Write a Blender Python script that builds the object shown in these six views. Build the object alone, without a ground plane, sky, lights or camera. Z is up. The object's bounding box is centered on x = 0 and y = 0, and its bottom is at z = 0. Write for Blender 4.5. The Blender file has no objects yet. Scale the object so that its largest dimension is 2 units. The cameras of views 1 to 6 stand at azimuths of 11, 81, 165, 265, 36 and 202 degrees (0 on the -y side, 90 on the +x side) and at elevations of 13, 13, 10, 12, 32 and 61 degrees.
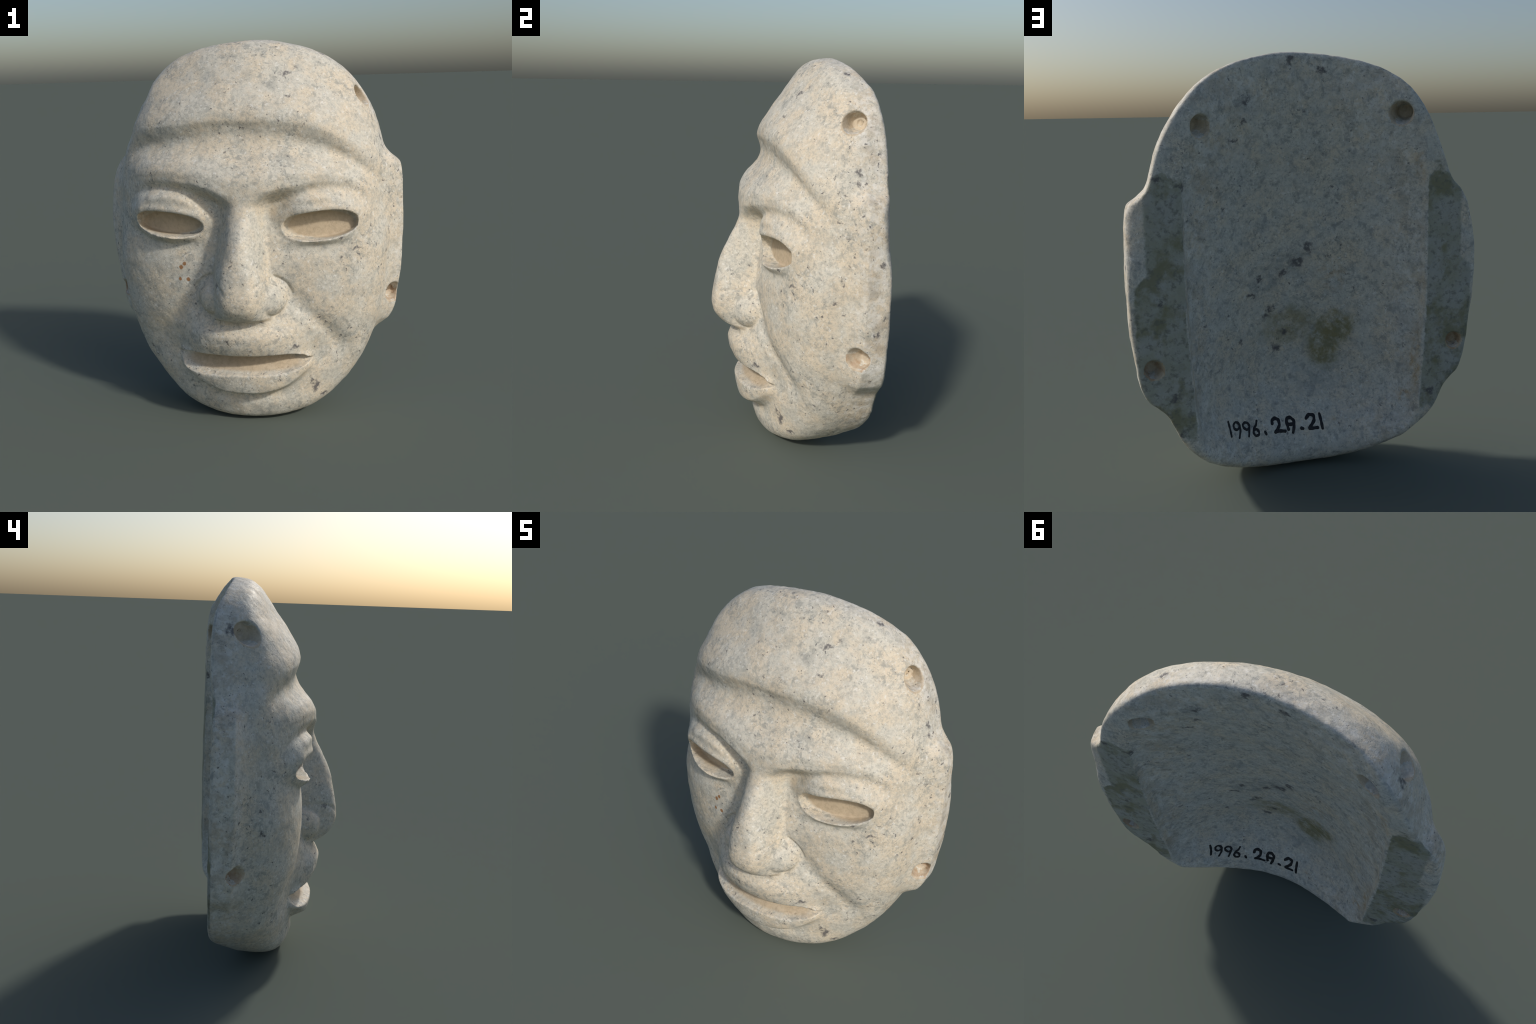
"""Carved stone mask with a cap edge, pierced eyes, parted lips, side ears,
a scooped back and four drilled hanging holes.  Metres, z up, faces -y."""
import numpy as np

# ------------------------------------------------------------------ helpers
def pchip(pts):
    """Monotone cubic through hand-placed (t, value) control points."""
    p = np.array(sorted(pts), float)
    X, Yv = p[:, 0], p[:, 1]
    h = np.diff(X); d = np.diff(Yv) / h
    m = np.zeros_like(X)
    for i in range(1, len(X) - 1):
        if d[i - 1] * d[i] > 0:
            w1 = 2 * h[i] + h[i - 1]; w2 = h[i] + 2 * h[i - 1]
            m[i] = (w1 + w2) / (w1 / d[i - 1] + w2 / d[i])
    m[0], m[-1] = d[0], d[-1]

    def f(t):
        t = np.asarray(t, float)
        tc = np.clip(t, X[0], X[-1])
        i = np.clip(np.searchsorted(X, tc) - 1, 0, len(X) - 2)
        s = (tc - X[i]) / h[i]
        a = (1 + 2 * s) * (1 - s) ** 2; b = s * (1 - s) ** 2
        c = s * s * (3 - 2 * s); e = s * s * (s - 1)
        return a * Yv[i] + b * h[i] * m[i] + c * Yv[i + 1] + e * h[i] * m[i + 1]
    return f


def sstep(a, b, t):
    s = np.clip((t - a) / (b - a), 0, 1)
    return s * s * (3 - 2 * s)


def smax(a, b, k):
    h = np.maximum(k - np.abs(a - b), 0) / k
    return np.maximum(a, b) + h * h * h * k / 6


def smin(a, b, k):
    return -smax(-a, -b, k)


def mix(a, b, t):
    return a + (b - a) * t


# ------------------------------------------------------------------ outline
# silhouette of the slab seen from the front, without the ears
OUTLINE = [(0, 2.0), (.12, 1.995), (.2, 1.985), (.32, 1.955), (.43, 1.905), (.51, 1.845), (.58, 1.755),
           (.635, 1.67), (.68, 1.56), (.71, 1.45), (.735, 1.3), (.75, 1.1), (.75, .9), (.735, .7), (.70, .52),
           (.664, .42), (.607, .285), (.535, .178), (.46, .10), (.36, .045), (.20, .008), (.02, 0), (-.15, .006),
           (-.29, .03), (-.41, .085), (-.50, .175), (-.605, .28), (-.66, .385), (-.70, .52), (-.735, .7),
           (-.75, .9), (-.75, 1.1), (-.73, 1.3), (-.662, 1.5), (-.607, 1.63), (-.553, 1.755), (-.476, 1.866),
           (-.366, 1.936), (-.236, 1.969), (-.11, 1.99)]
_o = np.array(OUTLINE)
_th = np.arctan2(_o[:, 0], _o[:, 1] - 1.0); _r = np.hypot(_o[:, 0], _o[:, 1] - 1.0)
_k = np.argsort(_th); _th = _th[_k]; _r = _r[_k]
_R = pchip(list(zip(np.r_[_th[-3:] - 2 * np.pi, _th, _th[:3] + 2 * np.pi], np.r_[_r[-3:], _r, _r[:3]])))
_tt = np.linspace(-np.pi, np.pi, 1441)
_rr = _R(_tt)
for _ in range(3):                                       # soften the polar radius a little
    _w = np.r_[_rr[-19:-1], _rr, _rr[1:19]]
    _rr = np.convolve(_w, np.ones(37) / 37, 'valid')


def outline_d(x, z):
    th = np.arctan2(x, z - 1.0); r = np.hypot(x, z - 1.0)
    R = np.interp(th, _tt, _rr)
    dR = np.interp(th, _tt, np.gradient(_rr, _tt))
    R = R - .003 * sstep(1.6, 1.9, z)
    return (r - R) / np.sqrt(1 + (dR / np.maximum(R, .3)) ** 2)


def half_width(z):
    """half width of the outline at height z, kept wide near top and bottom"""
    return WIDTH(z)


WIDTH = pchip([(-.1, .54), (.1, .585), (.2, .618), (.3, .66), (.45, .70), (.6, .735), (.8, .76), (1.0, .77), (1.2, .765),
               (1.4, .74), (1.55, .70), (1.7, .66), (1.85, .63), (2.05, .62)])

EAR_R = pchip([(.40, .63), (.43, .665), (.465, .715), (.50, .755), (.57, .786), (.72, .806), (.85, .818), (1.0, .821),
               (1.2, .819), (1.31, .811), (1.355, .798), (1.395, .75), (1.44, .70), (1.5, .66)])
EAR_L = pchip([(.36, .60), (.40, .635), (.46, .71), (.50, .748), (.57, .772), (.7, .79), (.87, .813), (1.03, .822), (1.21, .805), (1.30, .785),
               (1.37, .75), (1.42, .695), (1.48, .65)])

# ------------------------------------------------------------------ front relief
CX = .02                                                 # axis of the face
FACE_N = pchip([(0, 1.9), (.15, 1.95), (.35, 2.2), (.6, 2.5), (.85, 2.6), (1.1, 2.4), (1.4, 2.3)])
FACE_C = pchip([(-.05, -.118), (.06, -.130), (.12, -.142), (.2, -.145), (.4, -.152), (.7, -.158), (1.0, -.152), (1.25, -.150), (1.5, -.13)])
CAP_N = pchip([(1.3, 2.4), (1.56, 2.4), (1.72, 1.9), (1.83, 1.6), (2.0, 1.5)])
CAP_C = pchip([(-.12, -.112), (-.06, -.108), (-.02, -.107), (.02, -.112), (.06, -.124), (.09, -.120), (.126, -.105), (.16, -.086),
               (.275, -.010), (.349, .043), (.416, .096), (.55, .21)])     # height above the cap groove -> y
FORE_C = pchip([(-.3, -.222), (-.1, -.222), (.0, -.224), (.1, -.228), (.25, -.228), (.42, -.207), (.6, -.162), (.8, -.122), (1.0, -.106), (1.2, -.104)])
GROOVE = pchip([(-.75, 1.43), (-.62, 1.47), (-.54, 1.50), (-.43, 1.515), (-.25, 1.535), (-.1, 1.545), (.1, 1.545), (.23, 1.535),
                (.36, 1.51), (.48, 1.46), (.556, 1.41), (.632, 1.35), (.75, 1.26)])
BROW = pchip([(-.7, 1.22), (-.55, 1.256), (-.42, 1.282), (-.26, 1.274), (-.14, 1.248), (-.05, 1.224), (.02, 1.215), (.11, 1.23),
              (.21, 1.246), (.31, 1.264), (.44, 1.277), (.55, 1.265), (.61, 1.225), (.75, 1.18)])
RIDGE = pchip([(.40, -.23), (.53, -.225), (.575, -.238), (.595, -.246), (.619, -.307), (.652, -.343), (.684, -.362), (.734, -.370), (.783, -.365),
               (.863, -.352), (.936, -.337), (.99, -.320), (1.068, -.283), (1.156, -.238), (1.198, -.224), (1.26, -.222), (1.4, -.222)])
NOSE_W = pchip([(.5, .155), (.62, .163), (.72, .165), (.8, .163), (.9, .152), (1.04, .134), (1.16, .124), (1.21, .15), (1.28, .24), (1.36, .34)])
NOSE_X = pchip([(.6, .018), (.8, .022), (.95, .024), (1.2, .034)])
# lips: height of each line over x (measured from the mouth axis)
LIP_UP = pchip([(-.40, .365), (-.352, .374), (-.2, .396), (.0, .402), (.2, .404), (.31, .385), (.36, .362), (.42, .355)])
LIP_OPEN = pchip([(-.40, .345), (-.352, .326), (-.31, .298), (-.2, .290), (.0, .300), (.2, .304), (.30, .324), (.36, .350), (.42, .355)])
LIP_LOW = pchip([(-.42, .335), (-.33, .29), (-.22, .222), (-.06, .182), (.08, .18), (.21, .208), (.32, .275), (.40, .345)])
UPPER_LIP = pchip([(.30, -.20), (.37, -.212), (.40, -.238), (.424, -.256), (.474, -.277), (.513, -.282), (.545, -.270), (.575, -.245), (.60, -.235), (.8, -.20)])
FOLD = pchip([(.10, .57), (.2, .545), (.30, .52), (.36, .497), (.41, .475), (.505, .415), (.595, .336), (.69, .250), (.76, .215)])   # cheek fold: z -> |x|


def ell(x, z, cx, cz, rx, rz, tilt=0.0):
    c, s = np.cos(tilt), np.sin(tilt)
    u = (x - cx) * c + (z - cz) * s; v = -(x - cx) * s + (z - cz) * c
    return np.hypot(u / rx, v / rz)


def section(c, x, z, n, ys, w):
    """front y over a horizontal section: superellipse from centre depth c back to ys at the sides"""
    t = np.clip(np.abs(x) / w, 0, .985)
    g = (1 - t ** n) ** (1 / n)
    extra = np.maximum(np.abs(x) / w - .985, 0) * 4
    return ys - (ys - c) * g + extra


EYES = [(.407, 1.078, .190, .074, .03), (-.376, 1.081, .189, .064, -.03)]


def front_y(x, z):
    x = np.asarray(x, float); z = np.asarray(z, float)
    w = half_width(z) - .045 * sstep(0, -.3, x) * sstep(1.38, 1.52, z) * sstep(1.80, 1.62, z)
    w = w - .018 * sstep(0, .3, x) * sstep(1.0, 1.2, z) * sstep(1.7, 1.5, z) - .028 * sstep(0, -.3, x) * sstep(.85, 1.05, z) * sstep(1.42, 1.28, z)
    ys = .30
    face = section(FACE_C(z), x, z, FACE_N(z), ys, w)
    face = face + .007 * sstep(0, -.25, x)
    face0 = face

    # --- eye sockets: face sinks beside the nose under the brow
    for cx, cz, rx, rz, tl in EYES:
        sg = np.sign(cx)
        e = ell(x, z, sg * .19 + .015, 1.12, .11, .14)
        face = face + (.048 if sg > 0 else .030) * np.exp(-e ** 2 * 1.2)
        # lid dome
        e = ell(x, z, cx, cz + .042, .245, .142, tl)
        face = face - (.040 if sg > 0 else .052) * (1 - sstep(.66, 1.10, e))
        # lower hollow under the lid
        e = ell(x, z, cx - sg * .05, cz - .125, .16, .04, tl)
        face = face + .008 * np.exp(-e ** 2)
    # --- muzzle: inside the cheek folds the surface stands forward
    ax = np.abs(x - .005)
    d = FOLD(z) - ax
    fold_fade = sstep(.12, .30, z) * (1 - sstep(.70, .80, z))
    muz = sstep(-.02, .04, d) * .008 + sstep(-.01, .20, d) * .022
    face = face - muz * fold_fade * sstep(.15, .55, z) * (1 - .4 * sstep(0, -.3, x))
    face = face + .013 * fold_fade * np.exp(-((d + .03) / .06) ** 2) * (1 - .4 * sstep(0, -.3, x))

    for sg in (-1, 1):                                       # cheeks sink past the corners of the mouth
        face = face + (.042 if sg > 0 else .032) * np.exp(-ell(x, z, sg * .40 + .005, .40, .105, .13, -.5 * sg) ** 2)
    # --- upper lip
    t = (x - .005) / .37
    lipx = np.clip(1 - t * t, 0, 1)
    zz = z + .02 * t * t
    ul = UPPER_LIP(zz)
    ul = mix(-.080, ul + .004, lipx ** .8)
    m = sstep(1.05, .55, np.abs(t)) * sstep(.66, .57, z) * sstep(.27, .35, z)
    face = mix(face, np.minimum(ul, face), np.clip(m, 0, 1))

    # --- forehead and cap
    zg, zb = GROOVE(x), BROW(x)
    wf = w + .02
    fore = section(FORE_C((z - zb) / (zg - zb)) + .012, x, z, 1.9, ys, wf)
    fore = smin(fore, face0 + .004 + .10 * sstep(.05, .25, z - zb), .03)
    cap = section(CAP_C(z - zg) + .010, x, z, CAP_N(z), ys + .02, wf)
    up = mix(fore, cap, sstep(-.07, .03, z - zg))
    mb = sstep(-.055, .03, z - zb)
    Y = mix(face, up, mb)

    # --- nose
    xc = NOSE_X(z); u = np.abs(x - xc) / (NOSE_W(z) * np.where(x < xc, 1.05, 1 - .16 * sstep(.74, .9, z)))
    ridge = RIDGE(z)
    uc = np.clip(u, 0, 1)
    p = (1 - uc ** (2.6 - .9 * sstep(.84, 1.0, z))) * (1 - .25 * uc ** 8)
    p = p * p * (3 - 2 * p) * .35 + p * .65
    low = sstep(.545, .60, z)
    top = 1 - sstep(1.22, 1.36, z)
    nose = mix(Y, np.minimum(ridge, Y), p * low * top)
    # wings: a rounded lobe each side with a crease above it
    for cx, k in ((.155, 1.0), (-.135, 1.0)):
        e = ell(x, z, cx, .702, .098, .104, -.40 * np.sign(cx))
        lobe = -.145 - .122 * np.clip(1 - e ** 3.5, 0, 1) + .35 * (np.abs(x - xc) - .12)
        nose = nose + .011 * np.exp(-((e - 1.10) / .09) ** 2) * sstep(.68, .76, z) * sstep(.05, .10, np.abs(x - xc))
        nose = np.where(e < 1, smin(nose, lobe, .014), nose)
    Y = nose

    # --- lower lip and mouth cavity
    zo, zu, zl = LIP_OPEN(x), LIP_UP(x), LIP_LOW(x)
    lip_in = np.clip(1 - ((x - .005) / .37) ** 2, 0, 1)
    low_y = mix(-.080, -.239, lip_in ** .72)
    ml = sstep(-.022, .022, z - zl) * sstep(1.02, .90, np.abs((x - .005) / .365)) * sstep(.42, .36, z)
    s = np.clip((z - zl) / (zo - zl + 1e-4), 0, 1)
    Y = mix(Y, np.minimum(Y, low_y + .026 * (1 - s) ** 2), ml)
    # chin hollow below the lip
    Y = Y + .012 * np.exp(-((z - zl + .035) / .03) ** 2) * lip_in * sstep(.36, .2, np.abs(x))
    # cavity: floor slopes up and back to the upper lip's underside
    open_h = np.maximum(zu - zo, 0)
    q = (z - zo) / np.maximum(open_h, 1e-3)
    floor_y = mix(low_y, low_y * .2 - .045, np.clip(q, 0, 1) ** .62)
    mc = sstep(-.012, .012, z - zo) * sstep(.010, -.004, z - zu) * sstep(.0, .02, open_h)
    Y = mix(Y, np.maximum(Y, floor_y), mc)

    # --- eye openings (deep, not pierced)
    for cx, cz, rx, rz, tl in EYES:
        e = eye_e(x, z, cx, cz, rx, rz, tl)
        # thin rim
        Y = Y - .007 * np.exp(-((e - 1.22) / .24) ** 2)
        deep = -.098 + .28 * (x - CX) ** 2 + .05 * (z - cz)
        Y = mix(Y, np.maximum(Y, deep), 1 - sstep(.93, 1.01, e))
    return Y


def eye_e(x, z, cx, cz, rx, rz, tl):
    c, s = np.cos(tl), np.sin(tl)
    u = ((x - cx) * c + (z - cz) * s) / rx; v = (-(x - cx) * s + (z - cz) * c) / rz
    v = v + .10 * u * np.sign(cx) * -1
    return (np.abs(u) ** 2.4 + np.abs(v) ** 2.4) ** (1 / 2.4)


# ------------------------------------------------------------------ back
SCOOP = pchip([(0, .19), (.1, .182), (.2, .155), (.3, .092), (.4, .048), (.5, .034), (.6, .040), (.75, .062), (.9, .084), (1.1, .113), (1.35, .146),
               (1.62, .194), (1.8, .228), (1.97, .246), (2.1, .255)])


FLARE = pchip([(.1, .80), (.2, .85), (.45, .99), (.62, .94), (.8, .79), (1.0, .69), (1.2, .61), (1.4, .58), (1.55, .57), (1.7, .57), (1.9, .42)])   # curvature of the hollow across x
RIM_R = pchip([(.2, .52), (.33, .54), (.67, .573), (.92, .581), (1.23, .587), (1.5, .59)])
RIM_L = pchip([(.2, .545), (.48, .559), (.69, .565), (.9, .577), (1.3, .577), (1.5, .567)])


def back_y(x, z):
    edge_y = np.where(x < 0, .361 - .017 * sstep(1.6, 1.4, z), .361)
    rim = edge_y + .05 * (np.abs(x) - .56) + .005 * sstep(1.3, .6, z) - .022 * sstep(1.68, 1.95, z)
    rim = np.minimum(rim, .372)
    c = SCOOP(z)
    chan = c + FLARE(z) * x * x
    # the hollow ends in a short steep wall against the flat side rims
    xe = np.where(x < 0, RIM_L(z), RIM_R(z))
    wall = sstep(-.028, .004, np.abs(x) - xe) * sstep(.22, .42, z) * sstep(1.66, 1.48, z)
    y = smin(rim, mix(chan, np.maximum(chan, rim + .03), wall), .012)
    # upper right ear is bevelled from behind
    bev = .366 - .65 * (x - .775 + .03 * sstep(1.15, 1.40, z)) + .15 * sstep(1.2, .80, z)
    y = smin(y, np.maximum(bev, .1), .05)
    bev = .366 - .65 * (-x - .785) + .15 * sstep(1.3, .9, z)
    return smin(y, np.maximum(bev, .1), .05)


HOLES = [  # side mouth, back mouth, radius of mouth
    ((.60, .225, 1.712), (.478, .345, 1.683), .056, .052),
    ((-.585, .178, 1.742), (-.452, .31, 1.728), .068, .050),
    ((.775, .235, .643), (.722, .375, .647), .052, .043),
    ((-.77, .215, .637), (-.712, .375, .647), .050, .043)]


def hole_d(P):
    x, y, z = P
    out = np.full(np.broadcast(x, y, z).shape, 9.0)
    for a, b, ra, rb in HOLES:
        a = np.array(a); b = np.array(b)
        mid = (a + b) / 2 + (np.array([-.02, -.02, 0]) if a[0] > 0 else np.array([.02, -.02, 0])) * .6
        for e, r in ((a, ra), (b, rb)):
            ax = mid - e; L = np.linalg.norm(ax); ax /= L
            dx, dy, dz = x - e[0], y - e[1], z - e[2]
            t = dx * ax[0] + dy * ax[1] + dz * ax[2]
            rad = np.sqrt(np.maximum(dx * dx + dy * dy + dz * dz - t * t, 0))
            rr = r * (1 - .43 * np.clip(t / L, -.3, 1.2))
            cone = np.maximum(np.maximum((rad - rr) * .95, t - L * .90), -t - .06)
            out = np.minimum(out, cone)
            if r == ra:                                      # blind pilot pit at the bottom of the side cone
                out = np.minimum(out, np.maximum(rad - .014, np.abs(t - L * .5) - L * .5))
    return out


# ------------------------------------------------------------------ implicit solid
def field(x, y, z, cache=None):
    if cache is None:
        cache = plan(x, z)
    o, Yf, gf, Yb, gb, er, kk, kf = cache
    # bottom and top of the slab are rounded more towards the back
    side = o + kk * np.clip((y - .02) / .30, 0, 1) ** 1.5
    f = smax(side, (Yf - y) * gf, kf)
    ear = smax(er + np.where(x > 0, .95, .9) * np.maximum(.25 - y, 0), .64 - np.abs(x), .03)
    f = smin(f, ear, .05)
    f = smax(f, (y - Yb) * gb, (kf - .07) * 2.2 * (kk > 0) + .04)
    return smax(f, -hole_d((x, y, z)), .012)


def plan(x, z):
    o = outline_d(x, z)
    e = 2e-3
    Yf = front_y(x, z); Yb = back_y(x, z)
    gx = (front_y(x + e, z) - front_y(x - e, z)) / (2 * e); gz = (front_y(x, z + e) - front_y(x, z - e)) / (2 * e)
    gf = 1 / np.sqrt(1 + np.minimum(gx * gx + gz * gz, 40))
    gx = (back_y(x + e, z) - back_y(x - e, z)) / (2 * e)
    gb = 1 / np.sqrt(1 + gx * gx)
    er = np.where(x > 0, x - EAR_R(z), -x - EAR_L(z)) * .9
    er = smax(er, np.maximum(z - 1.43, .40 - z), .04)
    kk = .028 * sstep(.30, .05, z)
    kf = .07 + .06 * sstep(.35, .02, z) + .02 * sstep(1.7, 1.95, z)
    return o, Yf, gf, Yb, gb, er, kk, kf


def noise3(P, scale, seed):
    """smooth value noise in -1..1"""
    rng = np.random.RandomState(seed)
    T = rng.rand(32, 32, 32) * 2 - 1
    q = P / scale + 100.0
    i = np.floor(q).astype(int); f = q - i; f = f * f * (3 - 2 * f)
    out = 0
    for a in (0, 1):
        for b in (0, 1):
            for c in (0, 1):
                w = (f[:, 0] if a else 1 - f[:, 0]) * (f[:, 1] if b else 1 - f[:, 1]) * (f[:, 2] if c else 1 - f[:, 2])
                out = out + w * T[(i[:, 0] + a) % 32, (i[:, 1] + b) % 32, (i[:, 2] + c) % 32]
    return out


def extract(h=.0065):
    """surface nets over the implicit solid, vertices then pulled onto the zero level"""
    xs = np.arange(-.86, .86 + h, h); ys = np.arange(-.42, .42 + h, h); zs = np.arange(-.03, 2.04 + h, h)
    X2, Z2 = np.meshgrid(xs, zs, indexing='ij')
    c = plan(X2, Z2)
    c3 = tuple(a[:, None, :] for a in c)
    F = field(X2[:, None, :], ys[None, :, None], Z2[:, None, :], c3).astype(np.float32)
    S = F < 0
    n = F.shape
    # cells that cross
    cor = [S[a:n[0] - 1 + a, b:n[1] - 1 + b, d:n[2] - 1 + d] for a in (0, 1) for b in (0, 1) for d in (0, 1)]
    cnt = sum(k.astype(np.int8) for k in cor)
    act = (cnt > 0) & (cnt < 8)
    idx = -np.ones(act.shape, np.int64)
    ijk = np.argwhere(act); idx[act] = np.arange(len(ijk))
    acc = np.zeros((len(ijk), 3)); num = np.zeros(len(ijk))
    off = np.array([(a, b, d) for a in (0, 1) for b in (0, 1) for d in (0, 1)])
    V = [F[tuple((ijk + o).T)].astype(float) for o in off]
    for i in range(8):
        for j in range(i + 1, 8):
            if np.abs(off[i] - off[j]).sum() == 1:
                m = (V[i] < 0) != (V[j] < 0)
                t = np.where(m, V[i] / np.where(m, V[i] - V[j], 1), 0)
                acc += m[:, None] * (off[i] + t[:, None] * (off[j] - off[i])); num += m
    P = (ijk + acc / num[:, None]) * h + np.array([xs[0], ys[0], zs[0]])
    quads = []
    for ax in range(3):
        o = [0, 0, 0]; o[ax] = 1
        A = S[:n[0] - o[0], :n[1] - o[1], :n[2] - o[2]]; B = S[o[0]:, o[1]:, o[2]:]
        b, d = [k for k in range(3) if k != ax]
        E = np.argwhere(A != B)
        E = E[(E[:, b] > 0) & (E[:, d] > 0)]
        def cell(db, dd):
            q = E.copy(); q[:, b] -= db; q[:, d] -= dd
            return idx[tuple(np.minimum(q, np.array(act.shape) - 1).T)]
        q = np.stack([cell(1, 1), cell(0, 1), cell(0, 0), cell(1, 0)], 1)
        flip = A[tuple(E.T)] != (ax == 1)
        q[~flip] = q[~flip][:, ::-1]
        quads.append(q[(q >= 0).all(1)])
    Q = np.concatenate(quads)
    # keep only the largest connected piece is unnecessary: the solid is one piece
    return P, Q


def refine(P, Q, h=.0065):
    def lap(P, k):
        s = np.zeros_like(P); c = np.zeros(len(P))
        for a in range(4):
            for b in (Q[:, (a + 1) % 4], Q[:, (a + 3) % 4]):
                np.add.at(s, b, P[Q[:, a]]); np.add.at(c, b, 1)
        return P + k * (s / np.maximum(c, 1)[:, None] - P)
    def project(P):
        e = 1.2e-3
        x, y, z = P.T
        f = field(x, y, z)
        g = np.stack([field(x + e, y, z) - f, field(x, y + e, z) - f, field(x, y, z + e) - f], 1) / e
        gg = (g * g).sum(1)
        st = -(f / np.maximum(gg, .05))[:, None] * g
        ln = np.linalg.norm(st, axis=1)
        st *= np.minimum(1, .5 * h / np.maximum(ln, 1e-9))[:, None]
        return P + st
    P = project(lap(P, .5))
    P = lap(P, .5); P = project(P); P = lap(P, .25)
    return P


def mesh_arrays(h=.0065):
    P, Q = extract(h)
    return refine(P, Q, h), Q
#MODEL_END

# ================================================================== Blender part
import bpy

ORDER = ['back', 'cap', 'face', 'nose', 'eye', 'eye_', 'mouth', 'ear', 'ear_', 'drill_hole0', 'drill_hole1', 'drill_hole2', 'drill_hole3']


def regions(C, N):
    """name the anatomical region of every face from its centre C and normal N"""
    x, y, z = C.T
    r = np.full(len(C), ORDER.index('face'))
    front = N[:, 1] < .35
    r[front & (z > GROOVE(x))] = ORDER.index('cap')
    nx = np.abs(x - NOSE_X(z)) / (NOSE_W(z) * 1.02)
    r[front & (nx < 1) & (z > .585) & (z < 1.235)] = ORDER.index('nose')
    t = np.abs((x - .005) / .375)
    r[front & (t < 1) & (z < .40 + .17 * (1 - t * t)) & (z > LIP_LOW(x) - .012) & (y < .1)] = ORDER.index('mouth')
    for k, (cx, cz, rx, rz, tl) in zip(('eye', 'eye_'), EYES):
        r[front & (ell(x, z, cx, cz + .03, .24, .135, tl) < 1) & (nx > 1)] = ORDER.index(k)
    e = (y > .10) & (z > .42) & (z < 1.42) & (np.abs(x) > .735)
    r[e & (x > 0)] = ORDER.index('ear'); r[e & (x < 0)] = ORDER.index('ear_')
    b = np.abs(y - back_y(x, z)) < .035
    r[b & (N[:, 1] > .35)] = ORDER.index('back')
    for i, (a, bb, ra, rb) in enumerate(HOLES):
        a = np.array(a); bb = np.array(bb); mid = (a + bb) / 2
        near = np.linalg.norm(C - mid, axis=1) < .14
        d = np.full(len(C), 9.0)
        d[near] = np.abs(hole_d(C[near].T))
        r[near & (d < .0035)] = ORDER.index('drill_hole%d' % i)
    return r


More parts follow.
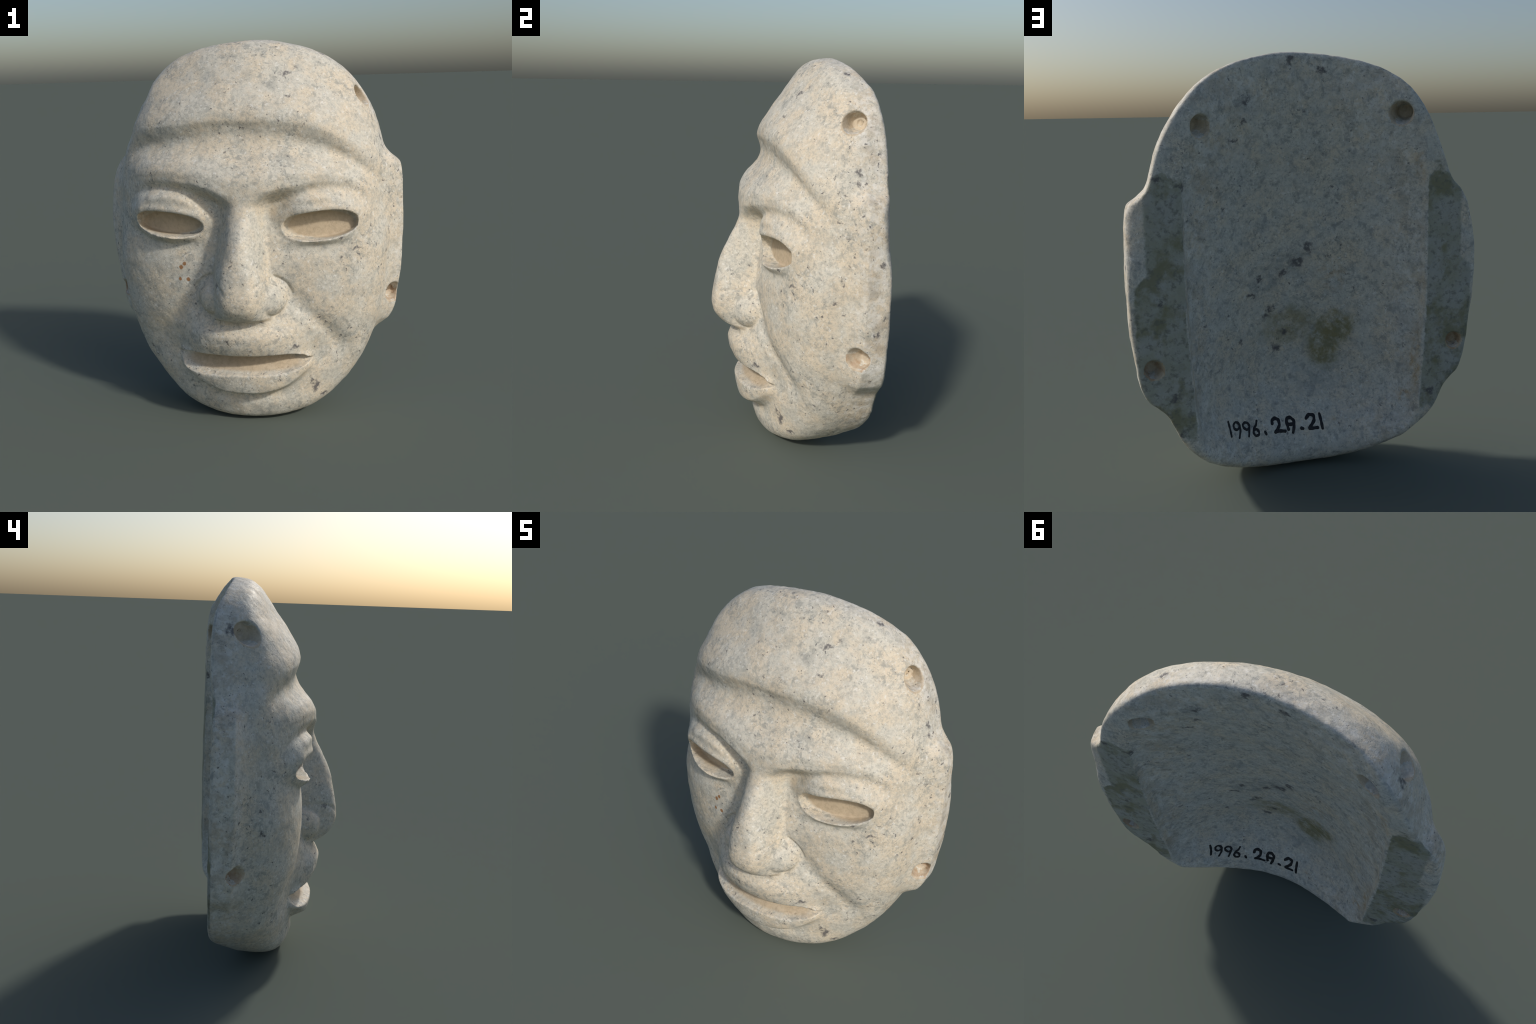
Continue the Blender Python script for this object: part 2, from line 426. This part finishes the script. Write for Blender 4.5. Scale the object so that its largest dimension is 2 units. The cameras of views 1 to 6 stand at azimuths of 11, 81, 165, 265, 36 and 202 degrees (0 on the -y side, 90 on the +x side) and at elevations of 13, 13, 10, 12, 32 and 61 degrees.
# ------------------------------------------------------------------ node helpers
class Nodes:
    def __init__(self, name):
        self.mat = bpy.data.materials.new(name)
        self.mat.use_nodes = True
        self.t = self.mat.node_tree
        self.t.nodes.clear()
        tc = self.t.nodes.new('ShaderNodeTexCoord')
        self.P = tc.outputs['Object']

    def put(self, sock, v):
        if hasattr(v, 'is_output'):
            self.t.links.new(v, sock)
        elif v is not None:
            sock.default_value = v

    def math(self, op, a, b=None, c=None, clamp=False):
        n = self.t.nodes.new('ShaderNodeMath'); n.operation = op; n.use_clamp = clamp
        for s, v in zip(n.inputs, (a, b, c)):
            self.put(s, v)
        return n.outputs[0]

    def vmath(self, op, a, b=None):
        n = self.t.nodes.new('ShaderNodeVectorMath'); n.operation = op
        self.put(n.inputs[0], a); self.put(n.inputs[1], b)
        return n.outputs['Value'] if op in ('LENGTH', 'DISTANCE', 'DOT_PRODUCT') else n.outputs[0]

    def noise(self, scale, detail=3, rough=.55, shift=(0, 0, 0), stretch=(1, 1, 1), dist=0.0, vec=None, color=False):
        m = self.t.nodes.new('ShaderNodeMapping')
        self.put(m.inputs['Vector'], self.P if vec is None else vec)
        m.inputs['Location'].default_value = shift; m.inputs['Scale'].default_value = stretch
        n = self.t.nodes.new('ShaderNodeTexNoise')
        self.t.links.new(m.outputs[0], n.inputs['Vector'])
        n.inputs['Scale'].default_value = scale; n.inputs['Detail'].default_value = detail
        n.inputs['Roughness'].default_value = rough; n.inputs['Distortion'].default_value = dist
        return n.outputs['Color'] if color else n.outputs['Fac']

    def voronoi(self, scale, shift=(0, 0, 0), feature='F1', out='Distance', vec=None):
        m = self.t.nodes.new('ShaderNodeMapping')
        self.put(m.inputs['Vector'], self.P if vec is None else vec); m.inputs['Location'].default_value = shift
        n = self.t.nodes.new('ShaderNodeTexVoronoi'); n.feature = feature
        self.t.links.new(m.outputs[0], n.inputs['Vector']); n.inputs['Scale'].default_value = scale
        return n.outputs[out]

    def step(self, v, lo, hi, a=0.0, b=1.0):
        n = self.t.nodes.new('ShaderNodeMapRange'); n.interpolation_type = 'SMOOTHSTEP'
        if lo > hi:
            lo, hi, a, b = hi, lo, b, a
        self.put(n.inputs['Value'], v)
        for k, q in (('From Min', lo), ('From Max', hi), ('To Min', a), ('To Max', b)):
            n.inputs[k].default_value = q
        return n.outputs[0]

    def mix(self, f, a, b):
        n = self.t.nodes.new('ShaderNodeMix'); n.data_type = 'RGBA'
        self.put(n.inputs[0], f)
        for s, v in ((n.inputs[6], a), (n.inputs[7], b)):
            self.put(s, v if hasattr(v, 'is_output') else (*v, 1.0))
        return n.outputs[2]

    def mul(self, *a):
        r = a[0]
        for k in a[1:]:
            r = self.math('MULTIPLY', r, k)
        return r

    def mx(self, *a):
        r = a[0]
        for k in a[1:]:
            r = self.math('MAXIMUM', r, k)
        return r

    def warped(self, amount, scale, shift=(0, 0, 0)):
        n = self.noise(scale, 3, .6, shift, color=True)
        v = self.vmath('SUBTRACT', n, (.5, .5, .5))
        v = self.vmath('MULTIPLY', v, (amount,) * 3)
        return self.vmath('ADD', self.P, v)

    def blob(self, vec, c, r, lo=1.0, hi=.55):
        """1 inside an ellipsoid of centre c and radii r, fading to 0 outside"""
        v = self.vmath('SUBTRACT', vec, c)
        v = self.vmath('DIVIDE', v, r)
        return self.step(self.vmath('LENGTH', v), hi, lo, 1.0, 0.0)

    def normal(self):
        return self.t.nodes.new('ShaderNodeNewGeometry').outputs['Normal']

    def finish(self, color, rough, height=None, dist=.004, strength=.5):
        b = self.t.nodes.new('ShaderNodeBsdfPrincipled'); o = self.t.nodes.new('ShaderNodeOutputMaterial')
        self.put(b.inputs['Base Color'], color if hasattr(color, 'is_output') else (*color, 1))
        self.put(b.inputs['Roughness'], rough)
        b.inputs['Specular IOR Level'].default_value = .25
        if height is not None:
            bp = self.t.nodes.new('ShaderNodeBump')
            bp.inputs['Strength'].default_value = strength; bp.inputs['Distance'].default_value = dist
            self.t.links.new(height, bp.inputs['Height']); self.t.links.new(bp.outputs[0], b.inputs['Normal'])
        self.t.links.new(b.outputs[0], o.inputs[0])
        return self.mat


CREAM = (.672, .588, .455)
PALE = (.630, .600, .515)
TAN = (.640, .475, .330)
WHITE = (.735, .718, .665)
GREY = (.300, .303, .275)
DARK = (.105, .100, .105)
DUST = (.545, .430, .290)
MOSS = (.205, .195, .105)
OLIVE = (.300, .305, .235)
OCHRE = (.420, .270, .120)
INK = (.012, .012, .014)

# dark mineral spots: centre, radii
SPOTS = [((.224, .045, 1.826), (.026, .03, .014)), ((.248, -.038, 1.720), (.022, .02, .010)), ((.27, .07, 1.852), (.012, .02, .012)),
         ((.372, -.05, .192), (.018, .04, .036)), ((.352, -.07, .232), (.016, .03, .02)), ((.410, .0, .132), (.024, .03, .018)),
         ((.126, -.32, .809), (.016, .03, .012)), ((.582, -.04, .952), (.016, .03, .018)), ((.554, -.075, 1.175), (.016, .02, .010)),
         ((.278, -.17, .451), (.022, .03, .012)), ((.697, .232, 1.497), (.02, .016, .034)), ((.708, .226, 1.44), (.02, .012, .022)),
         ((.81, .31, .776), (.02, .012, .024)), ((.736, .128, .905), (.02, .010, .010)), ((.75, .17, .854), (.02, .018, .010)),
         ((.747, .159, 1.01), (.02, .010, .014)), ((.82, .32, 1.10), (.02, .012, .02)), ((.396, .235, 1.921), (.026, .02, .014)),
         ((.399, -.10, .603), (.012, .02, .009)), ((.43, -.08, .56), (.008, .02, .014)),
         ((.055, .25, 1.966), (.026, .03, .02)), ((.264, .25, 1.795), (.018, .04, .034)), ((.275, .24, 1.711), (.022, .04, .012)),
         ((.333, .245, 1.624), (.020, .04, .016)), ((-.083, .245, 1.92), (.026, .03, .018)),
         ((-.057, .115, 1.101), (.022, .04, .036)), ((-.003, .105, 1.034), (.038, .04, .028)), ((.066, .10, .983), (.03, .04, .024)),
         ((.188, .115, .964), (.022, .04, .018)), ((.232, .12, .886), (.032, .04, .014)), ((.148, .08, .773), (.018, .04, .026)),
         ((.125, .08, .803), (.02, .04, .022)), ((.048, .055, .683), (.026, .04, .016)), ((.089, .04, .595), (.026, .04, .024)),
         ((.287, .11, .673), (.014, .04, .022)), ((-.594, .36, .404), (.024, .03, .024)), ((.602, .36, .335), (.02, .03, .018)),
         ((.677, .36, 1.476), (.024, .03, .02)), ((.578, .35, 1.436), (.020, .03, .016)), ((.675, .365, .942), (.014, .02, .014)),
         ((.635, .365, .515), (.03, .03, .024)), ((-.727, .11, .833), (.02, .014, .016)), ((-.554, .27, 1.753), (.03, .03, .03)),
         ((-.097, -.30, .811), (.012, .03, .02))]
# soft grey clouds in the stone
CLOUDS = [((.155, -.01, 1.775), (.06, .06, .045)), ((.05, .06, 1.75), (.035, .08, .05)), ((.24, -.12, 1.428), (.085, .05, .022)),
          ((.032, -.115, 1.645), (.03, .04, .025)), ((-.50, -.02, 1.523), (.08, .06, .03)), ((.27, -.14, .83), (.07, .06, .07)),
          ((.17, .25, 1.908), (.05, .04, .03)), ((.03, .10, 1.03), (.13, .08, .10)), ((.16, .11, .93), (.13, .08, .07)), ((-.12, .06, .42), (.22, .1, .12)), ((-.72, .1, .96), (.05, .07, .05)),
          ((.50, -.02, .58), (.05, .06, .06)), ((-.45, -.05, .62), (.09, .08, .09)), ((.12, -.11, .07), (.10, .08, .06))]
RUST = [((-.300, -.135, .875), .013), ((-.319, -.133, .856), .013), ((-.325, -.133, .794), .011), ((-.281, -.139, .793), .014)]


def any_blob(n, vec, items, lo=1.0, hi=.6):
    r = None
    for c, q in items:
        q = (q, q * 3, q) if isinstance(q, float) else q
        b = n.blob(vec, c, q, lo, hi)
        r = b if r is None else n.mx(r, b)
    return r


def stone(name, hole=False):
    n = Nodes(name)
    x = n.t.nodes.new('ShaderNodeSeparateXYZ'); n.t.links.new(n.P, x.inputs[0])
    X, Y, Z = x.outputs
    # body colour: warm cream drifting into pale grey
    col = n.mix(n.step(n.noise(7, 5, .6), .38, .62), CREAM, PALE)
    col = n.mix(n.mul(n.step(n.noise(62, 3, .6, (5, 2, 1)), .52, .72), .22), col, TAN)
    col = n.mix(n.mul(n.step(n.noise(13, 4, .6, (6, 6, 1), dist=.3), .50, .70), .40), col, (.40, .405, .365))
    cloud = n.step(n.noise(4.5, 4, .6, (1, 7, 3)), .38, .66)
    mot = n.step(n.noise(30, 5, .66, (2, 9, 4), dist=.5), .49, .64)
    col = n.mix(n.mul(mot, n.step(cloud, 0, 1, .30, .68)), col, GREY)
    fine = n.step(n.noise(88, 3, .6, (8, 3, 6)), .54, .68)
    col = n.mix(n.mul(fine, n.step(cloud, 0, 1, .28, .50)), col, GREY)
    mid = n.step(n.noise(56, 5, .7, (3, 8, 8)), .46, .66)
    col = n.mix(n.mul(mid, .42), col, GREY)
    col = n.mix(n.mul(n.step(n.noise(58, 4, .6, (4, 4, 9)), .56, .70), .70), col, WHITE)
    soft = n.warped(.05, 16)
    col = n.mix(n.mul(any_blob(n, soft, CLOUDS, 1.1, .1), n.step(n.noise(26, 4, .65, (1, 1, 5)), .36, .62), .75), col, GREY)
    # pale bruised crystals along the rim and round the side holes
    rimw = n.blob(n.warped(.05, 20), (.62, .27, 1.70), (.15, .12, .17), 1.0, .3)
    rimw = n.mx(rimw, n.blob(n.warped(.05, 20), (.79, .30, .60), (.07, .12, .16), 1.0, .3))
    rimw = n.mx(rimw, n.mul(n.step(Y, .17, .27), n.step(Y, .36, .33), .7))
    col = n.mix(n.mul(rimw, n.step(n.noise(30, 4, .65, (7, 7, 2)), .45, .62), .8), col, WHITE)
    # brown weathering on the edges of the slab
    brown = n.mul(n.step(Y, .20, .29), n.step(Y, .372, .345), n.step(n.noise(9, 5, .66, (3, 7, 7)), .47, .66))
    col = n.mix(n.mul(brown, .42), col, (.33, .265, .185))
    # small dark specks, denser where the stone is grey
    sp = n.noise(46, 4, .62, (3, 1, 2), dist=.3)
    spk = n.step(n.math('ADD', sp, n.mul(n.math('SUBTRACT', cloud, .5), .05)), .625, .70)
    col = n.mix(n.mul(spk, .8), col, DARK)
    sp2 = n.step(n.noise(105, 3, .6, (9, 8, 7)), .64, .72)
    col = n.mix(n.mul(sp2, .6), col, DARK)
    # --- back: cooler grey tint with dark mottles, weathered rims, moss
    backm = n.mul(n.step(Y, .0, .04), n.step(n.vmath('DOT_PRODUCT', n.normal(), (0, 1, 0)), .25, .5))
    col = n.mix(n.mul(backm, n.step(n.noise(11, 5, .65, (2, 2, 2)), .35, .65), .40), col, (.47, .49, .47))
    col = n.mix(n.mul(backm, n.step(n.noise(24, 5, .68, (8, 2, 5), dist=.4), .50, .68), .55), col, (.20, .21, .21))
    col = n.mix(n.mul(backm, n.step(n.noise(75, 4, .65, (8, 6, 5)), .54, .68), .45), col, (.20, .21, .20))
    ax = n.math('ABSOLUTE', X)
    edge = n.math('ADD', ax, n.math('MULTIPLY', n.math('SUBTRACT', n.noise(26, 3, .6, (6, 1, 1)), .5), .025))
    slant = n.math('ADD', edge, n.step(Z, .9, .3, 0.0, .03))
    rim = n.mul(backm, n.step(slant, .570, .578), n.step(Y, .325, .338))
    hi = n.math('ADD', Z, n.math('MULTIPLY', n.math('SUBTRACT', n.noise(14, 4, .6, (2, 8, 1)), .5), .22))
    rim = n.mul(rim, n.step(hi, 1.50, 1.46), n.step(hi, .30, .34), n.step(n.math('ADD', edge, n.step(Z, 1.0, 1.08, 0.0, .055)), .80, .785))
    wx = n.step(n.noise(9, 5, .62, (4, 1, 8)), .36, .62)
    col = n.mix(n.mul(rim, .85), col, n.mix(wx, OLIVE, (.355, .36, .325)))
    col = n.mix(n.mul(rim, n.step(n.noise(7, 5, .65, (1, 3, 8)), .47, .64), .80), col, MOSS)
    col = n.mix(n.mul(rim, n.step(n.noise(40, 4, .65, (1, 5, 8)), .50, .66), .65), col, (.15, .155, .13))
    # moss patch in the hollow
    w = n.warped(.10, 11, (3, 3, 3))
    patch = n.mx(n.blob(w, (-.205, .08, .695), (.13, .12, .11), 1, .5), n.blob(w, (-.15, .05, .59), (.115, .12, .15), 1, .5))
    thin = n.blob(w, (.03, .06, .72), (.20, .12, .14), 1, .35)
    col = n.mix(n.mul(backm, n.mx(patch, n.mul(thin, .70)), n.step(n.noise(20, 5, .65, (9, 1, 4)), .30, .60, .15, 1.0), .88), col, n.mix(n.step(n.noise(18, 3), .4, .6), MOSS, (.23, .20, .085)))
    # iron stain down the edge of the hollow
    och = n.mx(n.blob(w, (-.535, .32, .55), (.028, .06, .22), 1, .2), n.blob(w, (-.50, .28, .36), (.07, .07, .06), 1, .3))
    och = n.mx(och, n.blob(w, (-.535, .32, 1.50), (.03, .06, .12), 1, .2), n.blob(w, (.50, .28, .24), (.07, .08, .05), 1, .3), n.blob(w, (-.17, .13, .22), (.05, .06, .04), 1, .3))
    och = n.mx(och, n.blob(w, (-.17, .14, .95), (.10, .08, .12), 1, .1))
    col = n.mix(n.mul(och, n.step(n.noise(30, 4, .6, (9, 9, 4)), .40, .62), .60), col, OCHRE)
    # --- mineral spots and rust dots
    wob = n.warped(.075, 34, (2, 6, 2))
    col = n.mix(n.mul(any_blob(n, wob, SPOTS, 1.25, .35), n.step(n.noise(60, 4, .6, (3, 3, 1)), .34, .5, .35, 1.0), .88), col, DARK)
    col = n.mix(n.mul(any_blob(n, n.warped(.01, 60), RUST), .9), col, (.330, .150, .050))
    # --- smooth buff dust lying in the eye slots, the mouth and the bores
    q = n.warped(.008, 30)
    dust = None
    for cx, cz, rx, rz, tl in EYES:
        b = n.blob(q, (cx, -.03, cz), (rx * 1.0, .16, rz * 1.02), 1.0, .86)
        dust = b if dust is None else n.mx(dust, b)
    dust = n.mx(dust, n.mul(n.blob(q, (.0, -.10, .350), (.35, .14, .056), 1.0, .78), .9))
    crease = n.mx(n.blob(q, (.13, -.22, .615), (.07, .06, .018), 1, .2), n.blob(q, (.17, -.13, 1.15), (.035, .06, .07), 1, .2), n.blob(q, (-.02, -.22, .59), (.14, .05, .02), 1, .2))
    dust = n.mx(dust, n.mul(crease, .55))
    if hole:
        dust = n.mx(dust, .75)
    dcol = n.mix(n.step(n.noise(45, 4, .6, (5, 5, 5)), .4, .65), DUST, (.455, .355, .235))
    if hole:
        dcol = n.mix(n.mul(n.step(Z, 1.0, .9), n.step(n.noise(20, 3), .4, .6)), dcol, (.40, .23, .105))
    col = n.mix(n.mul(dust, .85), col, dcol)
    # grain
    h = n.math('ADD', n.mul(n.noise(150, 4, .6), .6), n.noise(48, 5, .6, (1, 2, 3)))
    h = n.math('SUBTRACT', h, n.mul(spk, .35))
    return n.finish(col, n.step(n.noise(30, 3), .3, .7, .50, .68), h, .0045, .42)


def ink():
    n = Nodes('black_ink')
    return n.finish(n.mix(n.step(n.noise(90, 3), .4, .7), INK, (.025, .025, .028)), .45)


# hand-written catalogue number: strokes as (x, z) on the hollow, pen width
STROKES = [
    ('digit', .0105, [[(.376, .312), (.370, .283), (.366, .249)]]),
    ('digit', .0110, [[(.317, .279), (.324, .291), (.338, .299), (.350, .291), (.348, .274), (.335, .265), (.322, .269), (.317, .281), (.316, .256), (.325, .231)]]),
    ('digit', .0110, [[(.266, .264), (.274, .277), (.289, .283), (.302, .277), (.297, .263), (.282, .251), (.268, .255), (.266, .264), (.269, .249), (.275, .224)]]),
    ('digit', .0115, [[(.225, .273), (.230, .258), (.245, .248), (.249, .231), (.240, .216), (.221, .215), (.219, .229), (.230, .242), (.241, .241)]]),
    ('dot', .0125, [[(.188, .221), (.182, .210)]]),
    ('digit', .0160, [[(.144, .247), (.144, .260), (.127, .266), (.109, .256), (.107, .235), (.120, .219), (.135, .208), (.109, .209), (.082, .204)]]),
    ('digit', .0155, [[(.034, .229), (.055, .229), (.070, .237), (.066, .257), (.047, .258), (.031, .244), (.032, .222), (.041, .193)], [(.069, .237), (.063, .209)]]),
    ('dot', .0165, [[(-.004, .206), (-.010, .204)]]),
    ('digit', .0160, [[(-.034, .246), (-.051, .260), (-.074, .256), (-.073, .235), (-.055, .214), (-.041, .200), (-.085, .202)]]),
    ('digit', .0150, [[(-.104, .259), (-.106, .232), (-.109, .198)]]),
]


def ink_ribbon(stroke, width, tree, verts, faces):
    """drape a domed, round-ended pen stroke over the stone"""
    from mathutils import Vector
    c = np.array(stroke, float)
    t = np.r_[0, np.cumsum(np.linalg.norm(np.diff(c, axis=0), axis=1))]
    T = np.linspace(0, t[-1], max(8, int(t[-1] / .0025)))
    fine = np.stack([np.interp(T, t, c[:, 0]), np.interp(T, t, c[:, 1])], 1)
    for _ in range(2):
        fine[1:-1] = (fine[:-2] + 2 * fine[1:-1] + fine[2:]) / 4
    g = np.gradient(fine, axis=0); g /= np.maximum(np.linalg.norm(g, axis=1), 1e-9)[:, None]
    r = width / 2
    fine = np.concatenate([fine[:1] - g[:1] * r * k for k in (1.0, .8, .4)] + [fine] + [fine[-1:] + g[-1:] * r * k for k in (.4, .8, 1.0)])
    g = np.concatenate([g[:1]] * 3 + [g] + [g[-1:]] * 3)
    wv = np.r_[.02, .6, .92, np.ones(len(T)), .92, .6, .02] * r
    wv *= 1 + .10 * np.sin(np.arange(len(wv)) * .55 + stroke[0][0] * 90)
    base = len(verts)
    prof = [(-1, -.0015), (-.9, .0012), (-.4, .0020), (.4, .0020), (.9, .0012), (1, -.0015)]
    for (px, pz), (gx, gz), w in zip(fine, g, wv):
        for a, hgt in prof:
            qx, qz = px - gz * w * a, pz + gx * w * a
            hit = tree.ray_cast(Vector((qx, 1.0, qz)), Vector((0, -1, 0)))
            loc, nor = hit[0], hit[1]
            verts.append(loc + Vector((0, 1, 0)) * hgt)
    k = len(prof)
    for i in range(len(fine) - 1):
        for j in range(k - 1):
            a = base + i * k + j
            faces.append((a, a + k, a + k + 1, a + 1))


# ------------------------------------------------------------------ build
def build():
    P, Q = mesh_arrays()
    # slight hand-worked unevenness
    A = P[Q]
    fn = np.cross(A[:, 2] - A[:, 0], A[:, 3] - A[:, 1])
    vn = np.zeros_like(P)
    for k in range(4):
        np.add.at(vn, Q[:, k], fn)
    vn /= np.maximum(np.linalg.norm(vn, axis=1), 1e-12)[:, None]
    if (vn * (P - P.mean(0))).sum() < 0:
        Q = Q[:, ::-1]; vn = -vn; fn = -fn
    bump = .0022 * noise3(P, .11, 1) + .0014 * noise3(P, .045, 2) + .0007 * noise3(P, .02, 3)
    P = P + vn * bump[:, None]
    P[:, 2] -= P[:, 2].min()
    A = P[Q]
    fn = np.cross(A[:, 2] - A[:, 0], A[:, 3] - A[:, 1])
    vn = np.zeros_like(P)
    for k in range(4):
        np.add.at(vn, Q[:, k], fn)
    vn /= np.maximum(np.linalg.norm(vn, axis=1), 1e-12)[:, None]
    fn /= np.maximum(np.linalg.norm(fn, axis=1), 1e-12)[:, None]
    reg = regions(A.mean(1), fn)

    root = bpy.data.objects.new('stone_mask', None)
    bpy.context.scene.collection.objects.link(root)
    root['label'] = 'carved speckled cream stone face mask with scooped back'
    root['category'] = 'stone mask'
    mat = stone('speckled_stone')
    mat_hole = stone('dusty_bore_stone', hole=True)
    mat_ink = ink()
    for k, nm in enumerate(ORDER):
        F = Q[reg == k]
        if not len(F):
            continue
        used = np.unique(F)
        remap = np.full(len(P), -1); remap[used] = np.arange(len(used))
        base = nm.rstrip('_0123456789')
        me = bpy.data.meshes.new(base)
        me.from_pydata(P[used].tolist(), [], remap[F].tolist())
        me.polygons.foreach_set('use_smooth', np.ones(len(F), bool))
        me.materials.append(mat_hole if base == 'drill_hole' else mat)
        me.update()
        me.normals_split_custom_set_from_vertices(vn[used].tolist())
        ob = bpy.data.objects.new(base, me)
        bpy.context.scene.collection.objects.link(ob)
        ob.parent = root
    from mathutils.bvhtree import BVHTree
    F = Q[reg == ORDER.index('back')]
    tree = BVHTree.FromPolygons(P.tolist(), F.tolist())
    for nm, width, strokes in STROKES:
        verts, faces = [], []
        for st in strokes:
            ink_ribbon(st, width, tree, verts, faces)
        me = bpy.data.meshes.new(nm)
        me.from_pydata(verts, [], faces)
        me.polygons.foreach_set('use_smooth', np.ones(len(faces), bool))
        me.materials.append(mat_ink)
        me.update()
        ob = bpy.data.objects.new(nm, me)
        bpy.context.scene.collection.objects.link(ob)
        ob.parent = root
    return root


build()
